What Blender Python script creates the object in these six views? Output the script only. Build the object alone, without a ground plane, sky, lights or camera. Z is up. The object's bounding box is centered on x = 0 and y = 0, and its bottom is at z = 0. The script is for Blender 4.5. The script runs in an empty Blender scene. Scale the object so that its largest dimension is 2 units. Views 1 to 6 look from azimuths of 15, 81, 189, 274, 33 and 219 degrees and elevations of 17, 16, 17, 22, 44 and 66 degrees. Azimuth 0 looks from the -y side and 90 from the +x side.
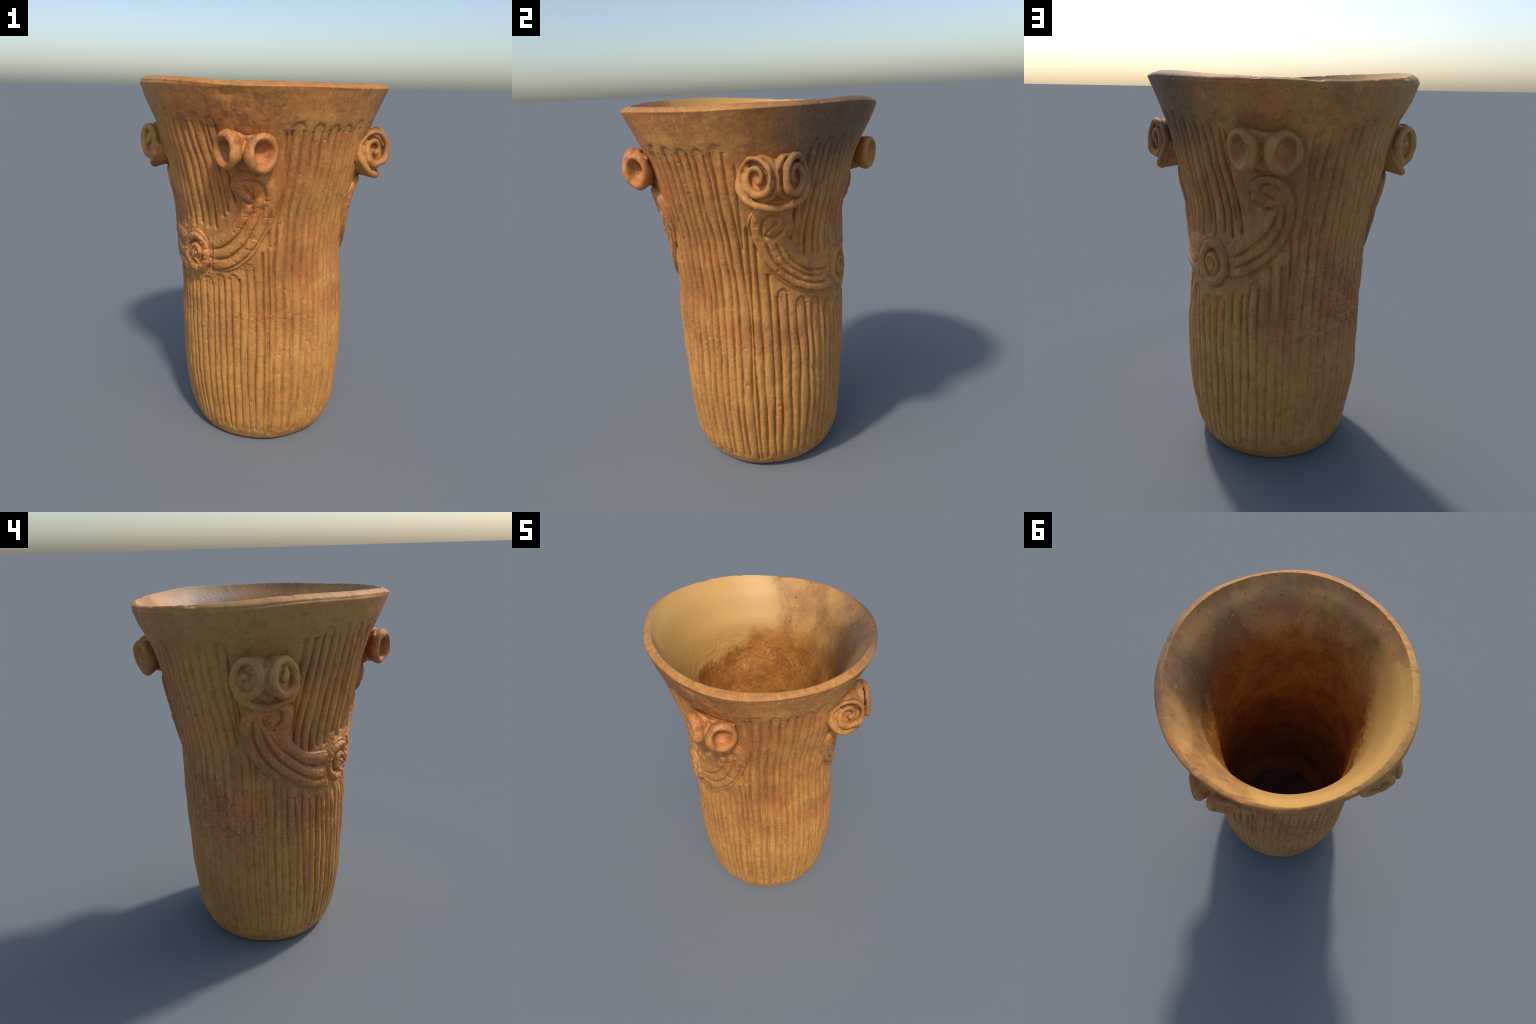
"""A tall hand-built clay beaker: flared plain collar, walls fluted with a split-bamboo tool,
four S-shaped scrolls meeting in two coiled bosses, and four projecting lugs under the collar
(two with paired ring cups, two with paired volutes).  Metres, z up; az = 0 looks to -y, 90 to +x."""
import bpy, bmesh, math
import numpy as np
from mathutils import Vector, Matrix

rng = np.random.default_rng(7)
NU, NV = 1120, 700            # columns round the wall, rows up the outer wall

# ------------------------------------------------------------------ profile of the wall
ZK = np.array([0, .015, .04, .08, .13, .2, .3, .45, .6, .75, .88, 1.0, 1.1, 1.2, 1.32, 1.45, 1.58, 1.7, 1.82, 1.95])
RAD = np.array([.352, .3735, .3903, .4122, .4287, .4395, .4523, .4650, .4670, .4690, .4690, .463, .4630, .4680, .4760, .5020, .5330, .5650, .6140, .6638])
CX = np.array([.0186, .0211, .0241, .0266, .0290, .0282, .0269, .0224, .0215, .0175, .0129, .0064, .0040, .0045, .0030, .0060, .0080, .0010, -.003, .0046])
CY = np.array([-.0025, -.0032, -.0029, -.0026, -.0048, -.0062, -.0051, -.0036, -.0029, .0003, -.0006, -.0005, -.0042, -.0085, -.0078, -.0075, -.0044, -.003, -.0024, -.0053])
A2C = np.array([-.0027, -.0033, -.0037, -.0029, -.0037, -.0052, -.0073, -.0087, -.0043, -.0012, .0031, .003, .0041, .0017, -.0019, -.0077, -.008, -.0044, -.0001, .0014])
A2S = np.array([.0025, .0031, .0039, .0047, .0055, .0045, .002, .0030, .0020, .0020, .0020, .000, .0010, .0030, .0130, .0190, .0190, .0185, .0205, .0184])
# rim: Fourier series in azimuth (constant, cos 1, sin 1, cos 2, sin 2 ...)
LIP_OUT_R = [.6637, .0052, .0045, .0014, .0183, -.0001, .0042, .003, .0014, .0015, .0008, -.0028, .0008, -.0012, .001]
LIP_OUT_Z = [1.9562, .0104, -.0038, -.0044, -.0109, -.0017, .0009, -.001, .001, -.0003, -.0007, -.0001, -.0003, -.0015, -.0007]
LIP_IN_R = [.6312, -.0016, -.0008, .0013, .0247, .0016, .0006, .0005, 0, .0009, .0008, -.0005, -.0016, -.0007, .0007]
LIP_IN_Z = [1.9761, .013, -.0021, -.0068, -.0121, -.0013, .0031, -.0006, -.0002, .0003, -.0002, -.0006, .0004, -.0014, -.0008]


def smooth(a, b, x):
    t = np.clip((x - a) / (b - a), 0, 1)
    return t * t * (3 - 2 * t)


def spline(xk, yk, x):
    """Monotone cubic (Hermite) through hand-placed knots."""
    xk = np.asarray(xk, float); yk = np.asarray(yk, float)
    d = np.diff(yk) / np.diff(xk)
    m = np.r_[1.5 * d[0] - .5 * d[1] if abs(d[0]) > 2 * abs(d[1]) else d[0], np.where(d[1:] * d[:-1] > 0, 2 * d[1:] * d[:-1] / (d[1:] + d[:-1] + 1e-12 * np.sign(d[1:] + d[:-1] + 1e-15)), 0), d[-1]]
    x = np.clip(x, xk[0], xk[-1]); i = np.clip(np.searchsorted(xk, x) - 1, 0, len(xk) - 2)
    h = xk[i + 1] - xk[i]; t = (x - xk[i]) / h
    return ((1 + 2 * t) * (1 - t) ** 2 * yk[i] + t * (1 - t) ** 2 * h * m[i]
            + t * t * (3 - 2 * t) * yk[i + 1] + t * t * (t - 1) * h * m[i + 1])


def fourier(co, a):
    v = np.full_like(a, co[0])
    for k in range(1, (len(co) + 1) // 2):
        v = v + co[2 * k - 1] * np.cos(k * a) + co[2 * k] * np.sin(k * a)
    return v


def wall_params(z):
    return [spline(ZK, y, z) for y in (RAD, CX, CY, A2C, A2S)]


def wall_radius(z, a):
    """Distance from the axis of the pot (not the local centre) and the local centre."""
    R, cx, cy, c2, s2 = wall_params(z)
    return R + c2 * np.cos(2 * a) + s2 * np.sin(2 * a), cx, cy


def vnoise(nu, nv, seed, U, V):
    """Periodic-in-azimuth value noise, U in turns (0..1), V in metres; nu cells round, nv cells per metre."""
    g = np.random.default_rng(seed).random((int(nv * 2.2) + 4, nu)) * 2 - 1
    x = (U % 1) * nu; y = np.clip(V, 0, 2.1) * nv
    i = np.floor(x).astype(int); j = np.floor(y).astype(int)
    fx = x - i; fy = y - j
    fx = fx * fx * (3 - 2 * fx); fy = fy * fy * (3 - 2 * fy)
    i0 = i % nu; i1 = (i + 1) % nu
    return (g[j, i0] * (1 - fx) + g[j, i1] * fx) * (1 - fy) + (g[j + 1, i0] * (1 - fx) + g[j + 1, i1] * fx) * fy


# ------------------------------------------------------------------ relief field on the outer wall
AZ = np.arange(NU) * 2 * np.pi / NU
DAZ = 2 * np.pi / NU
ZR = np.linspace(0.0, 1.95, NV)

GU, GZ = np.meshgrid(AZ / (2 * np.pi), ZR)
RROW = spline(ZK, RAD, ZR)

flute = np.zeros((NV, NU))      # cut by the tool (<= 0)
relief = np.zeros((NV, NU))     # added clay (>= 0)
incise = np.zeros((NV, NU))     # lines drawn into the added clay (<= 0)
plate = np.zeros((NV, NU))      # 1 where the scroll clay lies
region = np.zeros((NV, NU), int)


def flute_line(az_deg, top, bottom, depth, width, fade_top=.012, fade_bot=.03):
    """One vertical tool groove; az_deg is an array over the rows."""
    K = int(np.ceil(.03 / (DAZ * RROW.min())))
    c = np.radians(az_deg) / DAZ
    i0 = np.round(c).astype(int)
    k = np.arange(-K, K + 1)
    idx = i0[:, None] + k[None]
    d = (idx - c[:, None]) * DAZ * RROW[:, None]
    env = smooth(bottom, bottom + fade_bot, ZR) * (1 - smooth(top - fade_top, top, ZR))
    dd = depth if np.ndim(depth) else np.full(NV, depth)
    val = -(dd * env)[:, None] * np.exp(-(np.abs(d) / width) ** 1.4) - (.0055 * env)[:, None] * np.exp(-(np.abs(d) / .0034) ** 1.3)
    rows = np.repeat(np.arange(NV)[:, None], len(k), 1)
    m = (env > 0)
    sub = flute[rows[m], idx[m] % NU]
    flute[rows[m], idx[m] % NU] = np.minimum(sub, val[m])


def catmull(pts, n=10):
    P = np.array(pts, float)
    P = np.vstack([2 * P[0] - P[1], P, 2 * P[-1] - P[-2]])
    out = []
    for i in range(1, len(P) - 2):
        t = np.linspace(0, 1, n, endpoint=False)[:, None]
        a, b, c, d = P[i - 1], P[i], P[i + 1], P[i + 2]
        out.append(.5 * (2 * b + (c - a) * t + (2 * a - 5 * b + 4 * c - d) * t ** 2 + (3 * b - a - 3 * c + d) * t ** 3))
    return np.vstack(out + [P[-2:-1]])


def line_field(pts, reach, n=8, closed=False):
    """Distance to a smooth curve drawn on the wall, given as (azimuth deg, z).
    Returns the rows, columns, distance and position 0..1 along the curve."""
    if closed:
        pts = list(pts) + [pts[0]]
    P = catmull(pts, n)
    zc = P[:, 1].mean(); R = float(spline(ZK, RAD, np.array([zc]))[0])
    X = np.radians(P[:, 0]) * R; Y = P[:, 1]
    j0 = max(0, np.searchsorted(ZR, Y.min() - reach)); j1 = min(NV, np.searchsorted(ZR, Y.max() + reach))
    c0 = int(np.floor((X.min() - reach) / R / DAZ)); c1 = int(np.ceil((X.max() + reach) / R / DAZ))
    cols = np.arange(c0, c1 + 1)
    gx, gy = np.meshgrid(cols * DAZ * R, ZR[j0:j1])
    best = np.full(gx.shape, 9.0); along = np.zeros(gx.shape)
    L = np.r_[0, np.cumsum(np.hypot(np.diff(X), np.diff(Y)))]
    for i in range(len(X) - 1):
        dx, dy = X[i + 1] - X[i], Y[i + 1] - Y[i]
        q = dx * dx + dy * dy + 1e-12
        t = np.clip(((gx - X[i]) * dx + (gy - Y[i]) * dy) / q, 0, 1)
        d = np.hypot(gx - X[i] - t * dx, gy - Y[i] - t * dy)
        m = d < best
        best[m] = d[m]; along[m] = (L[i] + t[m] * np.sqrt(q)) / L[-1]
    return np.arange(j0, j1)[:, None], (cols % NU)[None], best, along


def rib(pts, half, height, rid, closed=False, taper=True, swell=0.0):
    """A rounded strip of clay laid on the wall."""
    r, c, d, s = line_field(pts, half * 2.2, closed=closed)
    wob = 1 + .13 * vnoise(150, 45, 31 + rid, GU[r, c], GZ[r, c])
    hw = half * wob
    if taper and not closed:
        hw = hw * (.7 + .3 * smooth(0, .08, s))
    ht = height * (1 + swell * (1 - smooth(.15, .75, s)))
    prof = ht * np.clip(1 - (d / hw) ** 2, 0, 1) ** .42
    pad = .60 * ht * (1 - smooth(half * 1.02, half * 1.22, d))
    relief[r, c] = np.maximum(relief[r, c], np.maximum(prof, pad))
    plate[r, c] = np.maximum(plate[r, c], 1 - smooth(half * 1.0, half * 1.35, d))
    sel = d < half * 1.15
    reg = region[r, c]; reg[sel] = rid; region[r, c] = reg


def line(pts, width, depth, closed=False, target=None, power=1.8):
    """An incised line."""
    r, c, d, s = line_field(pts, width * 3, closed=closed)
    end = 1.0 if closed else smooth(0, .05, s) * (1 - smooth(.95, 1, s)) * .7 + .3
    w = width * (1 + .2 * vnoise(120, 40, 77, GU[r, c], GZ[r, c]))
    f = incise if target is None else target
    f[r, c] = np.minimum(f[r, c], -depth * end * np.exp(-(d / w) ** power))


# ---- flutes -----------------------------------------------------------------------------
def arch(c, half, top, depth, sink=.006):
    """Rounded start of a double groove, where the split bamboo was pressed in."""
    R = float(spline(ZK, RAD, np.array([top]))[0])
    a = np.linspace(180, 0, 9)
    hz = np.radians(half) * R * 1.15
    pts = [(c + half * math.cos(math.radians(t)), top - hz + hz * math.sin(math.radians(t))) for t in a]
    if rng.random() > .3:
        line(pts, .0080, depth * rng.uniform(.5, 1.0), target=flute)
    sink = sink * rng.uniform(.6, 1.15)
    r, cc, d, s = line_field([(c, top - hz), (c, top - hz - .05), (c, top - hz - .10)], np.radians(half) * R + .004)
    f = -sink * (1 - smooth(.0, .9, s)) * (1 - smooth(np.radians(half) * R - .004, np.radians(half) * R + .004, d))
    flute[r, cc] = np.minimum(flute[r, cc], f)
    return top - hz


def wander(seed, amp):
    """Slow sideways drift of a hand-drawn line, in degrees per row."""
    g = np.random.default_rng(seed).normal(size=60)
    return amp * (1.25 * np.interp(ZR, np.linspace(0, 2, 18), np.convolve(g[:18], [.25, .5, .25], 'same')) + .12 * np.interp(ZR, np.linspace(0, 2, 42), g[18:]))


LOWER_END = .055
depth_rows = .0115 + .0010 * smooth(.55, 1.0, ZR) - .006 * (1 - smooth(.05, .3, ZR))
seed = 100


def groove_width():
    return float(rng.uniform(.0080, .0115))


# open panels, where the flutes run from collar to base
for centre, arches in ((48, [31.2, 41.0, 49.5, 57.6, 65.8]), (232, [208.8, 218.3, 227.5, 236.3, 245.7, 255.4])):
    spread = 1.27 - .27 * smooth(.95, 1.80, ZR)
    for c in arches:
        top = 1.793 + rng.uniform(-.012, .008)
        half = rng.uniform(2.2, 2.6)
        t2 = arch(c, half, top, .0125, sink=.008)
        for s in (-1, 1):
            seed += 1
            az = centre + (c + s * half - centre) * spread + wander(seed, .45) * (1 - smooth(1.55, 1.75, ZR))
            dep = depth_rows * rng.uniform(.85, 1.1)
            flute_line(az, t2 + .004, LOWER_END + rng.uniform(-.012, .03), dep, groove_width(), fade_top=.004)
# under the scrolls: pairs of flutes starting with an arch below the scroll edge
LOW_TOP_X = [76, 80, 83, 90, 96, 106.2, 114, 123, 132, 142.6, 152.4, 163.9, 172, 178.9, 188, 194, 197, 202]
LOW_TOP_Z = [1.5, 1.40, 1.25, 1.12, 1.062, 1.005, .99, .975, .94, .918, .943, .98, 1.01, 1.049, 1.13, 1.22, 1.38, 1.5]
LOW_TOP_X2 = [262, 266, 270.5, 281, 294.2, 307.2, 316, 329.3, 342.6, 353.9, 364.1, 374.2, 378, 381, 384]
LOW_TOP_Z2 = [1.45, 1.24, 1.142, 1.093, 1.010, .972, .965, .962, .991, 1.015, 1.062, 1.128, 1.25, 1.38, 1.5]
for start, n, xs, zs in ((79.0, 10, LOW_TOP_X, LOW_TOP_Z), (270.5, 10, LOW_TOP_X2, LOW_TOP_Z2)):
    step = (115.5 if start < 100 else 103.5) / n
    for i in range(n):
        c = start + (i + .5) * step + rng.uniform(-.6, .6)
        half = step * .26 + rng.uniform(-.2, .2)
        top = float(np.interp(c, xs, zs)) + rng.uniform(-.008, .004)
        steep = abs(np.interp(c + 3, xs, zs) - np.interp(c - 3, xs, zs)) > .09
        if not steep:
            top = arch(c, half, top, .0125, sink=.008)
        for s in (-1, 1):
            seed += 1
            az = c + s * half + wander(seed, .55)
            tt = top if not steep else float(np.interp(c + s * half, xs, zs)) - .01
            flute_line(az, tt + .004, LOWER_END + rng.uniform(-.012, .03), depth_rows * rng.uniform(.8, 1.1), groove_width(), fade_top=.005)
for az0, top in ((16.3, 1.17), (20.3, 1.36), (76.6, 1.42), (195.9, 1.33), (267.6, 1.20), (271.0, 1.10)):
    seed += 1
    flute_line(az0 + wander(seed, .5), top, LOWER_END + rng.uniform(-.012, .03), depth_rows * rng.uniform(.8, 1.0), groove_width(), fade_top=.04)
# above the scrolls: from the collar down to the scroll edge
for centre, arches, tops, xs, zs in (
        (323, [295.5, 304.9, 314.5, 324.3, 334.0, 343.2, 351.0], [1.824, 1.826, 1.831, 1.828, 1.818, 1.815, 1.803],
         [283, 288.6, 293, 299, 312, 320, 335, 345, 350, 357, 362],
         [1.33, 1.27, 1.24, 1.225, 1.215, 1.265, 1.26, 1.25, 1.30, 1.35, 1.40]),
        (138, [112.5, 121.5, 131.0, 140.3, 149.5, 158.8], [1.792, 1.795, 1.796, 1.792, 1.787, 1.776],
         [98, 102, 106.8, 113, 120, 130, 138, 152, 161, 171, 176, 181],
         [1.36, 1.29, 1.26, 1.225, 1.20, 1.215, 1.225, 1.235, 1.235, 1.27, 1.33, 1.40])):
    for c, top in zip(arches, tops):
        half = rng.uniform(2.2, 2.6)
        t2 = arch(c, half, top, .0125, sink=.008)
        for s in (-1, 1):
            seed += 1
            g0 = c + s * half
            az = centre + (g0 - centre) * (1.30 - .30 * smooth(1.25, 1.80, ZR)) + wander(seed, .5) * (1 - smooth(1.55, 1.75, ZR))
            g1 = centre + (g0 - centre) * 1.27
            end = float(np.interp(g1, xs, zs)) + rng.uniform(-.022, .014)
            flute_line(az, t2 + .004, end, .0175 * rng.uniform(.85, 1.15), groove_width(), fade_top=.004, fade_bot=.018)
# deeper gouges beside the lugs
for az0, t, b in ((347.5, 1.80, 1.33), (356.0, 1.58, 1.38), (26.0, 1.77, 1.42), (73.5, 1.72, 1.25), (108.5, 1.76, 1.30),
                  (165.0, 1.75, 1.30), (203.5, 1.75, 1.25), (258.0, 1.72, 1.30), (290.5, 1.72, 1.28)):
    seed += 1
    flute_line(az0 + wander(seed, .4), t, b, .010, .0095, fade_top=.03, fade_bot=.05)

# ---- scrolls (azimuth, height) -----------------------------------------------------------
SCROLLS = {
    1: dict(ribs=[[(8.2, 1.438), (4.4, 1.469), (2.5, 1.502), (5.0, 1.532), (9.2, 1.547), (13.7, 1.532), (17.3, 1.507), (19.2, 1.468), (19.7, 1.425), (19.4, 1.376), (17.2, 1.305), (12.7, 1.239), (7.7, 1.164), (.6, 1.107), (-6.8, 1.076), (-14.3, 1.069)],
                  [(7.3, 1.501), (10.4, 1.512), (13.6, 1.484), (13.9, 1.442), (13.7, 1.398), (12.7, 1.343), (10.2, 1.282), (6.6, 1.226), (-.1, 1.170), (-6.0, 1.141), (-14.8, 1.121)],
                  [(8.1, 1.395), (7.6, 1.360), (4.1, 1.302), (-1.1, 1.247), (-8.1, 1.205), (-15.0, 1.178)],
                  [(4.9, 1.488), (6.8, 1.461)]],
            lines=[[(4.5, 1.520), (9.2, 1.530), (12.9, 1.523), (15.9, 1.497), (17.0, 1.460), (17.2, 1.42)],
                   [(6.2, 1.505), (6.8, 1.480), (9.7, 1.458), (10.4, 1.430)],
                   [(20.9, 1.369), (18.6, 1.288), (14.9, 1.220), (8.8, 1.148), (1.4, 1.087), (-7.6, 1.048), (-15.2, 1.037)],
                   [(16.2, 1.400), (15.0, 1.345), (11.3, 1.272), (5.3, 1.190), (-3.3, 1.126), (-9.5, 1.103), (-14.5, 1.096)],
                   [(11.0, 1.405), (10.0, 1.360), (7.3, 1.310), (2.8, 1.253), (-2.5, 1.209), (-8.4, 1.170), (-14.8, 1.147)],
                   [(.6, 1.476), (3.7, 1.436), (7.6, 1.412), (10.5, 1.414)],
                   [(-16.0, 1.215), (-16.4, 1.126), (-16.7, 1.077), (-17.3, 1.022)]]),
    2: dict(ribs=[[(93.2, 1.474), (88.4, 1.480), (84.1, 1.464), (81.9, 1.418), (83.0, 1.361), (85.2, 1.316), (87.8, 1.261), (91.7, 1.201), (96.3, 1.150), (103.5, 1.102), (114.8, 1.055), (127.4, 1.034), (137.6, 1.020)],
                  [(88.3, 1.335), (91.3, 1.280), (94.8, 1.230), (99.2, 1.178), (106.0, 1.132), (116.1, 1.092), (126.8, 1.080)],
                  [(95.2, 1.310), (98.6, 1.248), (102.7, 1.195), (109.7, 1.151), (118.1, 1.118), (130.3, 1.098)],
                  [(96.2, 1.464), (98.7, 1.415), (99.0, 1.374), (96.5, 1.341), (95.5, 1.326), (97.4, 1.310), (100.4, 1.280), (104.0, 1.232), (109.8, 1.192), (118.2, 1.162), (131.1, 1.145)],
                  [(88.6, 1.36), (88.0, 1.40), (90.0, 1.432), (93.0, 1.425)], [(96.0, 1.425), (94.4, 1.385), (91.6, 1.368)]],
            lines=[[(87.4, 1.315), (90.1, 1.250), (94.0, 1.198), (101.3, 1.138), (108.3, 1.100), (117.1, 1.070), (126.3, 1.058), (129.8, 1.070)],
                   [(92.8, 1.315), (95.6, 1.263), (99.3, 1.206), (105.8, 1.155), (116.9, 1.106), (127, 1.091)],
                   [(98.6, 1.28), (104.2, 1.207), (109.4, 1.170), (116.3, 1.140), (131.8, 1.121)],
                   [(93.4, 1.442), (92.6, 1.412), (90.2, 1.397), (87.1, 1.366), (91.5, 1.344), (95.3, 1.364), (97.6, 1.391), (97.0, 1.432), (94.6, 1.455), (91.0, 1.460), (87.6, 1.452), (85.2, 1.427), (84.6, 1.388), (85.6, 1.350)],
                   [(79.8, 1.456), (78.7, 1.408), (79.8, 1.345), (82.2, 1.285), (86.4, 1.217), (91.8, 1.153), (97.9, 1.108), (104.4, 1.068), (112.6, 1.036), (121.9, 1.015), (138, .998)]]),
    3: dict(ribs=[[(181.4, 1.435), (178.1, 1.464), (178.4, 1.513), (183.1, 1.540), (188.9, 1.522), (193.1, 1.485), (194.6, 1.430), (194.5, 1.369), (193.0, 1.303), (189.6, 1.238), (184.2, 1.178), (177.5, 1.127), (170.8, 1.095), (163.4, 1.073)],
                  [(186.2, 1.469), (189.7, 1.457), (190.9, 1.390), (189.6, 1.339), (186.6, 1.279), (181.8, 1.223), (175.6, 1.178), (169.2, 1.143), (162.6, 1.119)],
                  [(186.2, 1.366), (183.5, 1.321), (179.8, 1.271), (174.3, 1.224), (167.6, 1.190), (161.0, 1.168)],
                  [(182.0, 1.50), (184.6, 1.47), (186.0, 1.435)]],
            lines=[[(175.6, 1.431), (175.4, 1.481), (177.2, 1.525), (181.7, 1.556), (187.0, 1.556), (192.3, 1.530), (195.8, 1.488), (197.6, 1.430), (197.7, 1.377), (196.6, 1.318), (193.9, 1.250), (189.5, 1.190), (183.6, 1.138), (177.4, 1.096), (171.1, 1.064), (163.0, 1.042)],
                   [(191.8, 1.43), (192.3, 1.375), (191.0, 1.302), (187.4, 1.243), (182.6, 1.191), (175.4, 1.148), (169.5, 1.116), (163.0, 1.096)],
                   [(189.6, 1.407), (187.3, 1.341), (182.8, 1.276), (178.1, 1.232), (172.9, 1.196), (167.5, 1.166), (161.8, 1.142)],
                   [(190.2, 1.415), (184.7, 1.398), (179.8, 1.412), (176.8, 1.437)],
                   [(187.3, 1.442), (183.0, 1.462), (180.9, 1.492), (183.1, 1.516), (187.2, 1.511), (190.2, 1.485)],
                   [(158.6, 1.185), (159.7, 1.122), (160.7, 1.069), (161.8, 1.030)]]),
    4: dict(ribs=[[(280.5, 1.481), (276.3, 1.493), (271.8, 1.475), (269.6, 1.439), (269.7, 1.391), (270.3, 1.326), (272.8, 1.257), (277.5, 1.195), (284.0, 1.143), (293.9, 1.086), (304.3, 1.042), (316.0, 1.018)],
                  [(274.9, 1.337), (278.9, 1.268), (283.9, 1.216), (291.4, 1.163), (298.9, 1.117), (306.8, 1.090), (315.6, 1.082)],
                  [(283.0, 1.478), (285.0, 1.451), (284.6, 1.400), (282.8, 1.336), (286.7, 1.265), (291.2, 1.226), (296.3, 1.193), (303.3, 1.175), (313.6, 1.166)],
                  [(267.1, 1.462), (264.4, 1.409), (263.7, 1.349), (264.9, 1.286), (268.5, 1.221), (274.3, 1.165), (280.4, 1.118)],
                  [(274.2, 1.45), (274.6, 1.415), (277.5, 1.405), (280.0, 1.425), (279.4, 1.455)]],
            lines=[[(268.1, 1.436), (266.4, 1.389), (266.8, 1.334), (268.6, 1.275), (272.9, 1.203), (280.4, 1.133), (287.9, 1.082), (296.3, 1.036), (305.5, 1.008), (316, .995)],
                   [(270.9, 1.387), (272.6, 1.332), (276.2, 1.265), (281.1, 1.205), (287.7, 1.155), (295.7, 1.106), (304.9, 1.064), (314.2, 1.048)],
                   [(275.2, 1.350), (278.9, 1.300), (283.2, 1.252), (287.5, 1.224), (293.2, 1.184), (299.4, 1.147), (308.4, 1.130)],
                   [(276.2, 1.451), (273.8, 1.427), (276.2, 1.403)],
                   [(271.7, 1.441), (273.1, 1.402), (276.2, 1.380), (280.0, 1.396), (282.2, 1.426), (281.5, 1.461), (278.4, 1.476), (273.9, 1.475)]]),
}
for sid, sc in SCROLLS.items():
    for k, r in enumerate(sc['ribs']):
        rib(r, .0315, .0185 - .002 * (k % 3), sid, swell=.3 if sid == 2 else .6)
    for l in sc['lines']:
        line(l, .0064, .013)
# coiled bosses where two scrolls meet
for bid, az0, z0, sx, sy in ((5, -30.5, 1.112, 1.0, 1.0), (6, 147.5, 1.098, 1.0, 1.06)):
    turns = [(-20, 9.2, .084), (25, 9.4, .090), (70, 10.2, .094), (110, 10.6, .092), (155, 10.4, .088), (200, 10.8, .088), (245, 10.2, .090), (290, 9.4, .086), (330, 8.8, .078)]
    rib([(az0 + ax * sx * math.cos(math.radians(t)), z0 + rz * sy * math.sin(math.radians(t))) for t, ax, rz in [(t, ax * rng.uniform(.90, 1.10), rz * rng.uniform(.90, 1.10)) for t, ax, rz in turns]], .025, .024, bid, closed=True)
    coil = [(t, 5.6 - 4.6 * i / 9, .056 - .046 * i / 9) for i, t in enumerate(range(-60, 390, 50))]
    rib([(az0 + .4 + ax * sx * math.cos(math.radians(t)), z0 + rz * sy * math.sin(math.radians(t))) for t, ax, rz in coil], .021, .026, bid, taper=False)
    line([(az0 + 6.8 * sx * math.cos(math.radians(t)), z0 + .060 * sy * math.sin(math.radians(t))) for t in range(-70, 250, 40)], .0068, .017)
    line([(az0 + 12.6 * sx * math.cos(math.radians(t)), z0 + .111 * sy * math.sin(math.radians(t))) for t in range(0, 360, 40)], .007, .008, closed=True)
    line([(az0 + .4 + 2.9 * sx * math.cos(math.radians(t)), z0 + .028 * sy * math.sin(math.radians(t))) for t in range(-40, 230, 45)], .0055, .010)

# ---- wear, pits and hand marks ------------------------------------------------------------
n1 = vnoise(16, 6, 1, GU, GZ); n2 = vnoise(60, 20, 2, GU, GZ); n3 = vnoise(220, 70, 3, GU, GZ); n4 = vnoise(420, 140, 4, GU, GZ)
nv = vnoise(260, 8, 9, GU, GZ)
hand = .0045 * n1 + .0014 * n2 + .0006 * n3
collar = smooth(1.76, 1.82, GZ)
azd = GU * 360
band_z = .735 + .03 * vnoise(14, 4, 21, GU, GZ)
band = np.exp(-((GZ - band_z - .035) / .06) ** 2)
back = np.exp(-(((azd - 240 + 180) % 360 - 180) / 48) ** 2)
front = np.exp(-(((azd - 25 + 180) % 360 - 180) / 30) ** 2)
rough = band * (.12 + .9 * back + .25 * front) + .75 * back * smooth(.75, .85, GZ) * (1 - smooth(1.0, 1.25, GZ))
hand += rough * (.0035 * n3 + .0030 * n4) - .003 * band * back * smooth(.1, .6, n2)
far_side = np.exp(-(((azd - 235 + 180) % 360 - 180) / 62) ** 4)
fl = flute * (1 - far_side * (.22 + .28 * (1 - smooth(.65, 1.0, GZ)))) * (1 - plate) * (1 - .45 * np.clip(rough, 0, 1) * smooth(-.2, .5, n2)) * (1 + .25 * n2 + .30 * nv)
worn = smooth(.15, .6, vnoise(110, 36, 12, GU, GZ))
nick = smooth(.5, .8, vnoise(120, 70, 13, GU, GZ))
wearA = np.exp(-(((azd - 355 + 180) % 360 - 180) / 32) ** 2) * .9 + .2
lump = vnoise(70, 24, 14, GU, GZ)
boss_w = np.exp(-(((azd - 329 + 180) % 360 - 180) / 15) ** 2 - ((GZ - 1.11) / .14) ** 2)
body = relief * (1 - .10 * worn + (.10 + .26 * boss_w) * lump) - relief.clip(0, .02) * .20 * nick * wearA + .004 * boss_w * n3 + .003 * boss_w * n4
H = hand + fl + body + incise * (1 + .2 * n2)
# the wall is not round: it swells between the scrolls on the far side, and the lip rolls over there
turn = lambda c: (azd - c + 180) % 360 - 180
H += .023 * np.exp(-(turn(231) / 30) ** 2) * smooth(.82, 1.12, GZ) * (1 - smooth(1.55, 1.80, GZ))
under_lug = smooth(1.12, 1.32, GZ) * (1 - smooth(1.56, 1.66, GZ))
H += under_lug * (.014 * np.exp(-(turn(2) / 16) ** 2) + .012 * np.exp(-(turn(176) / 18) ** 2) + .010 * np.exp(-(turn(272) / 12) ** 2))
H += .019 * np.exp(-(turn(322) / 27) ** 2) * smooth(1.22, 1.42, GZ) * (1 - smooth(1.66, 1.84, GZ))
H += (.012 * np.exp(-(turn(262) / 60) ** 4) + .008 * np.exp(-(turn(165) / 40) ** 4) + .006 * np.exp(-(turn(340) / 25) ** 4)) * smooth(1.76, 1.88, GZ)
H -= .006 * np.exp(-(turn(52) / 24) ** 2) * np.exp(-((GZ - 1.36) / .12) ** 2)
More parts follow.
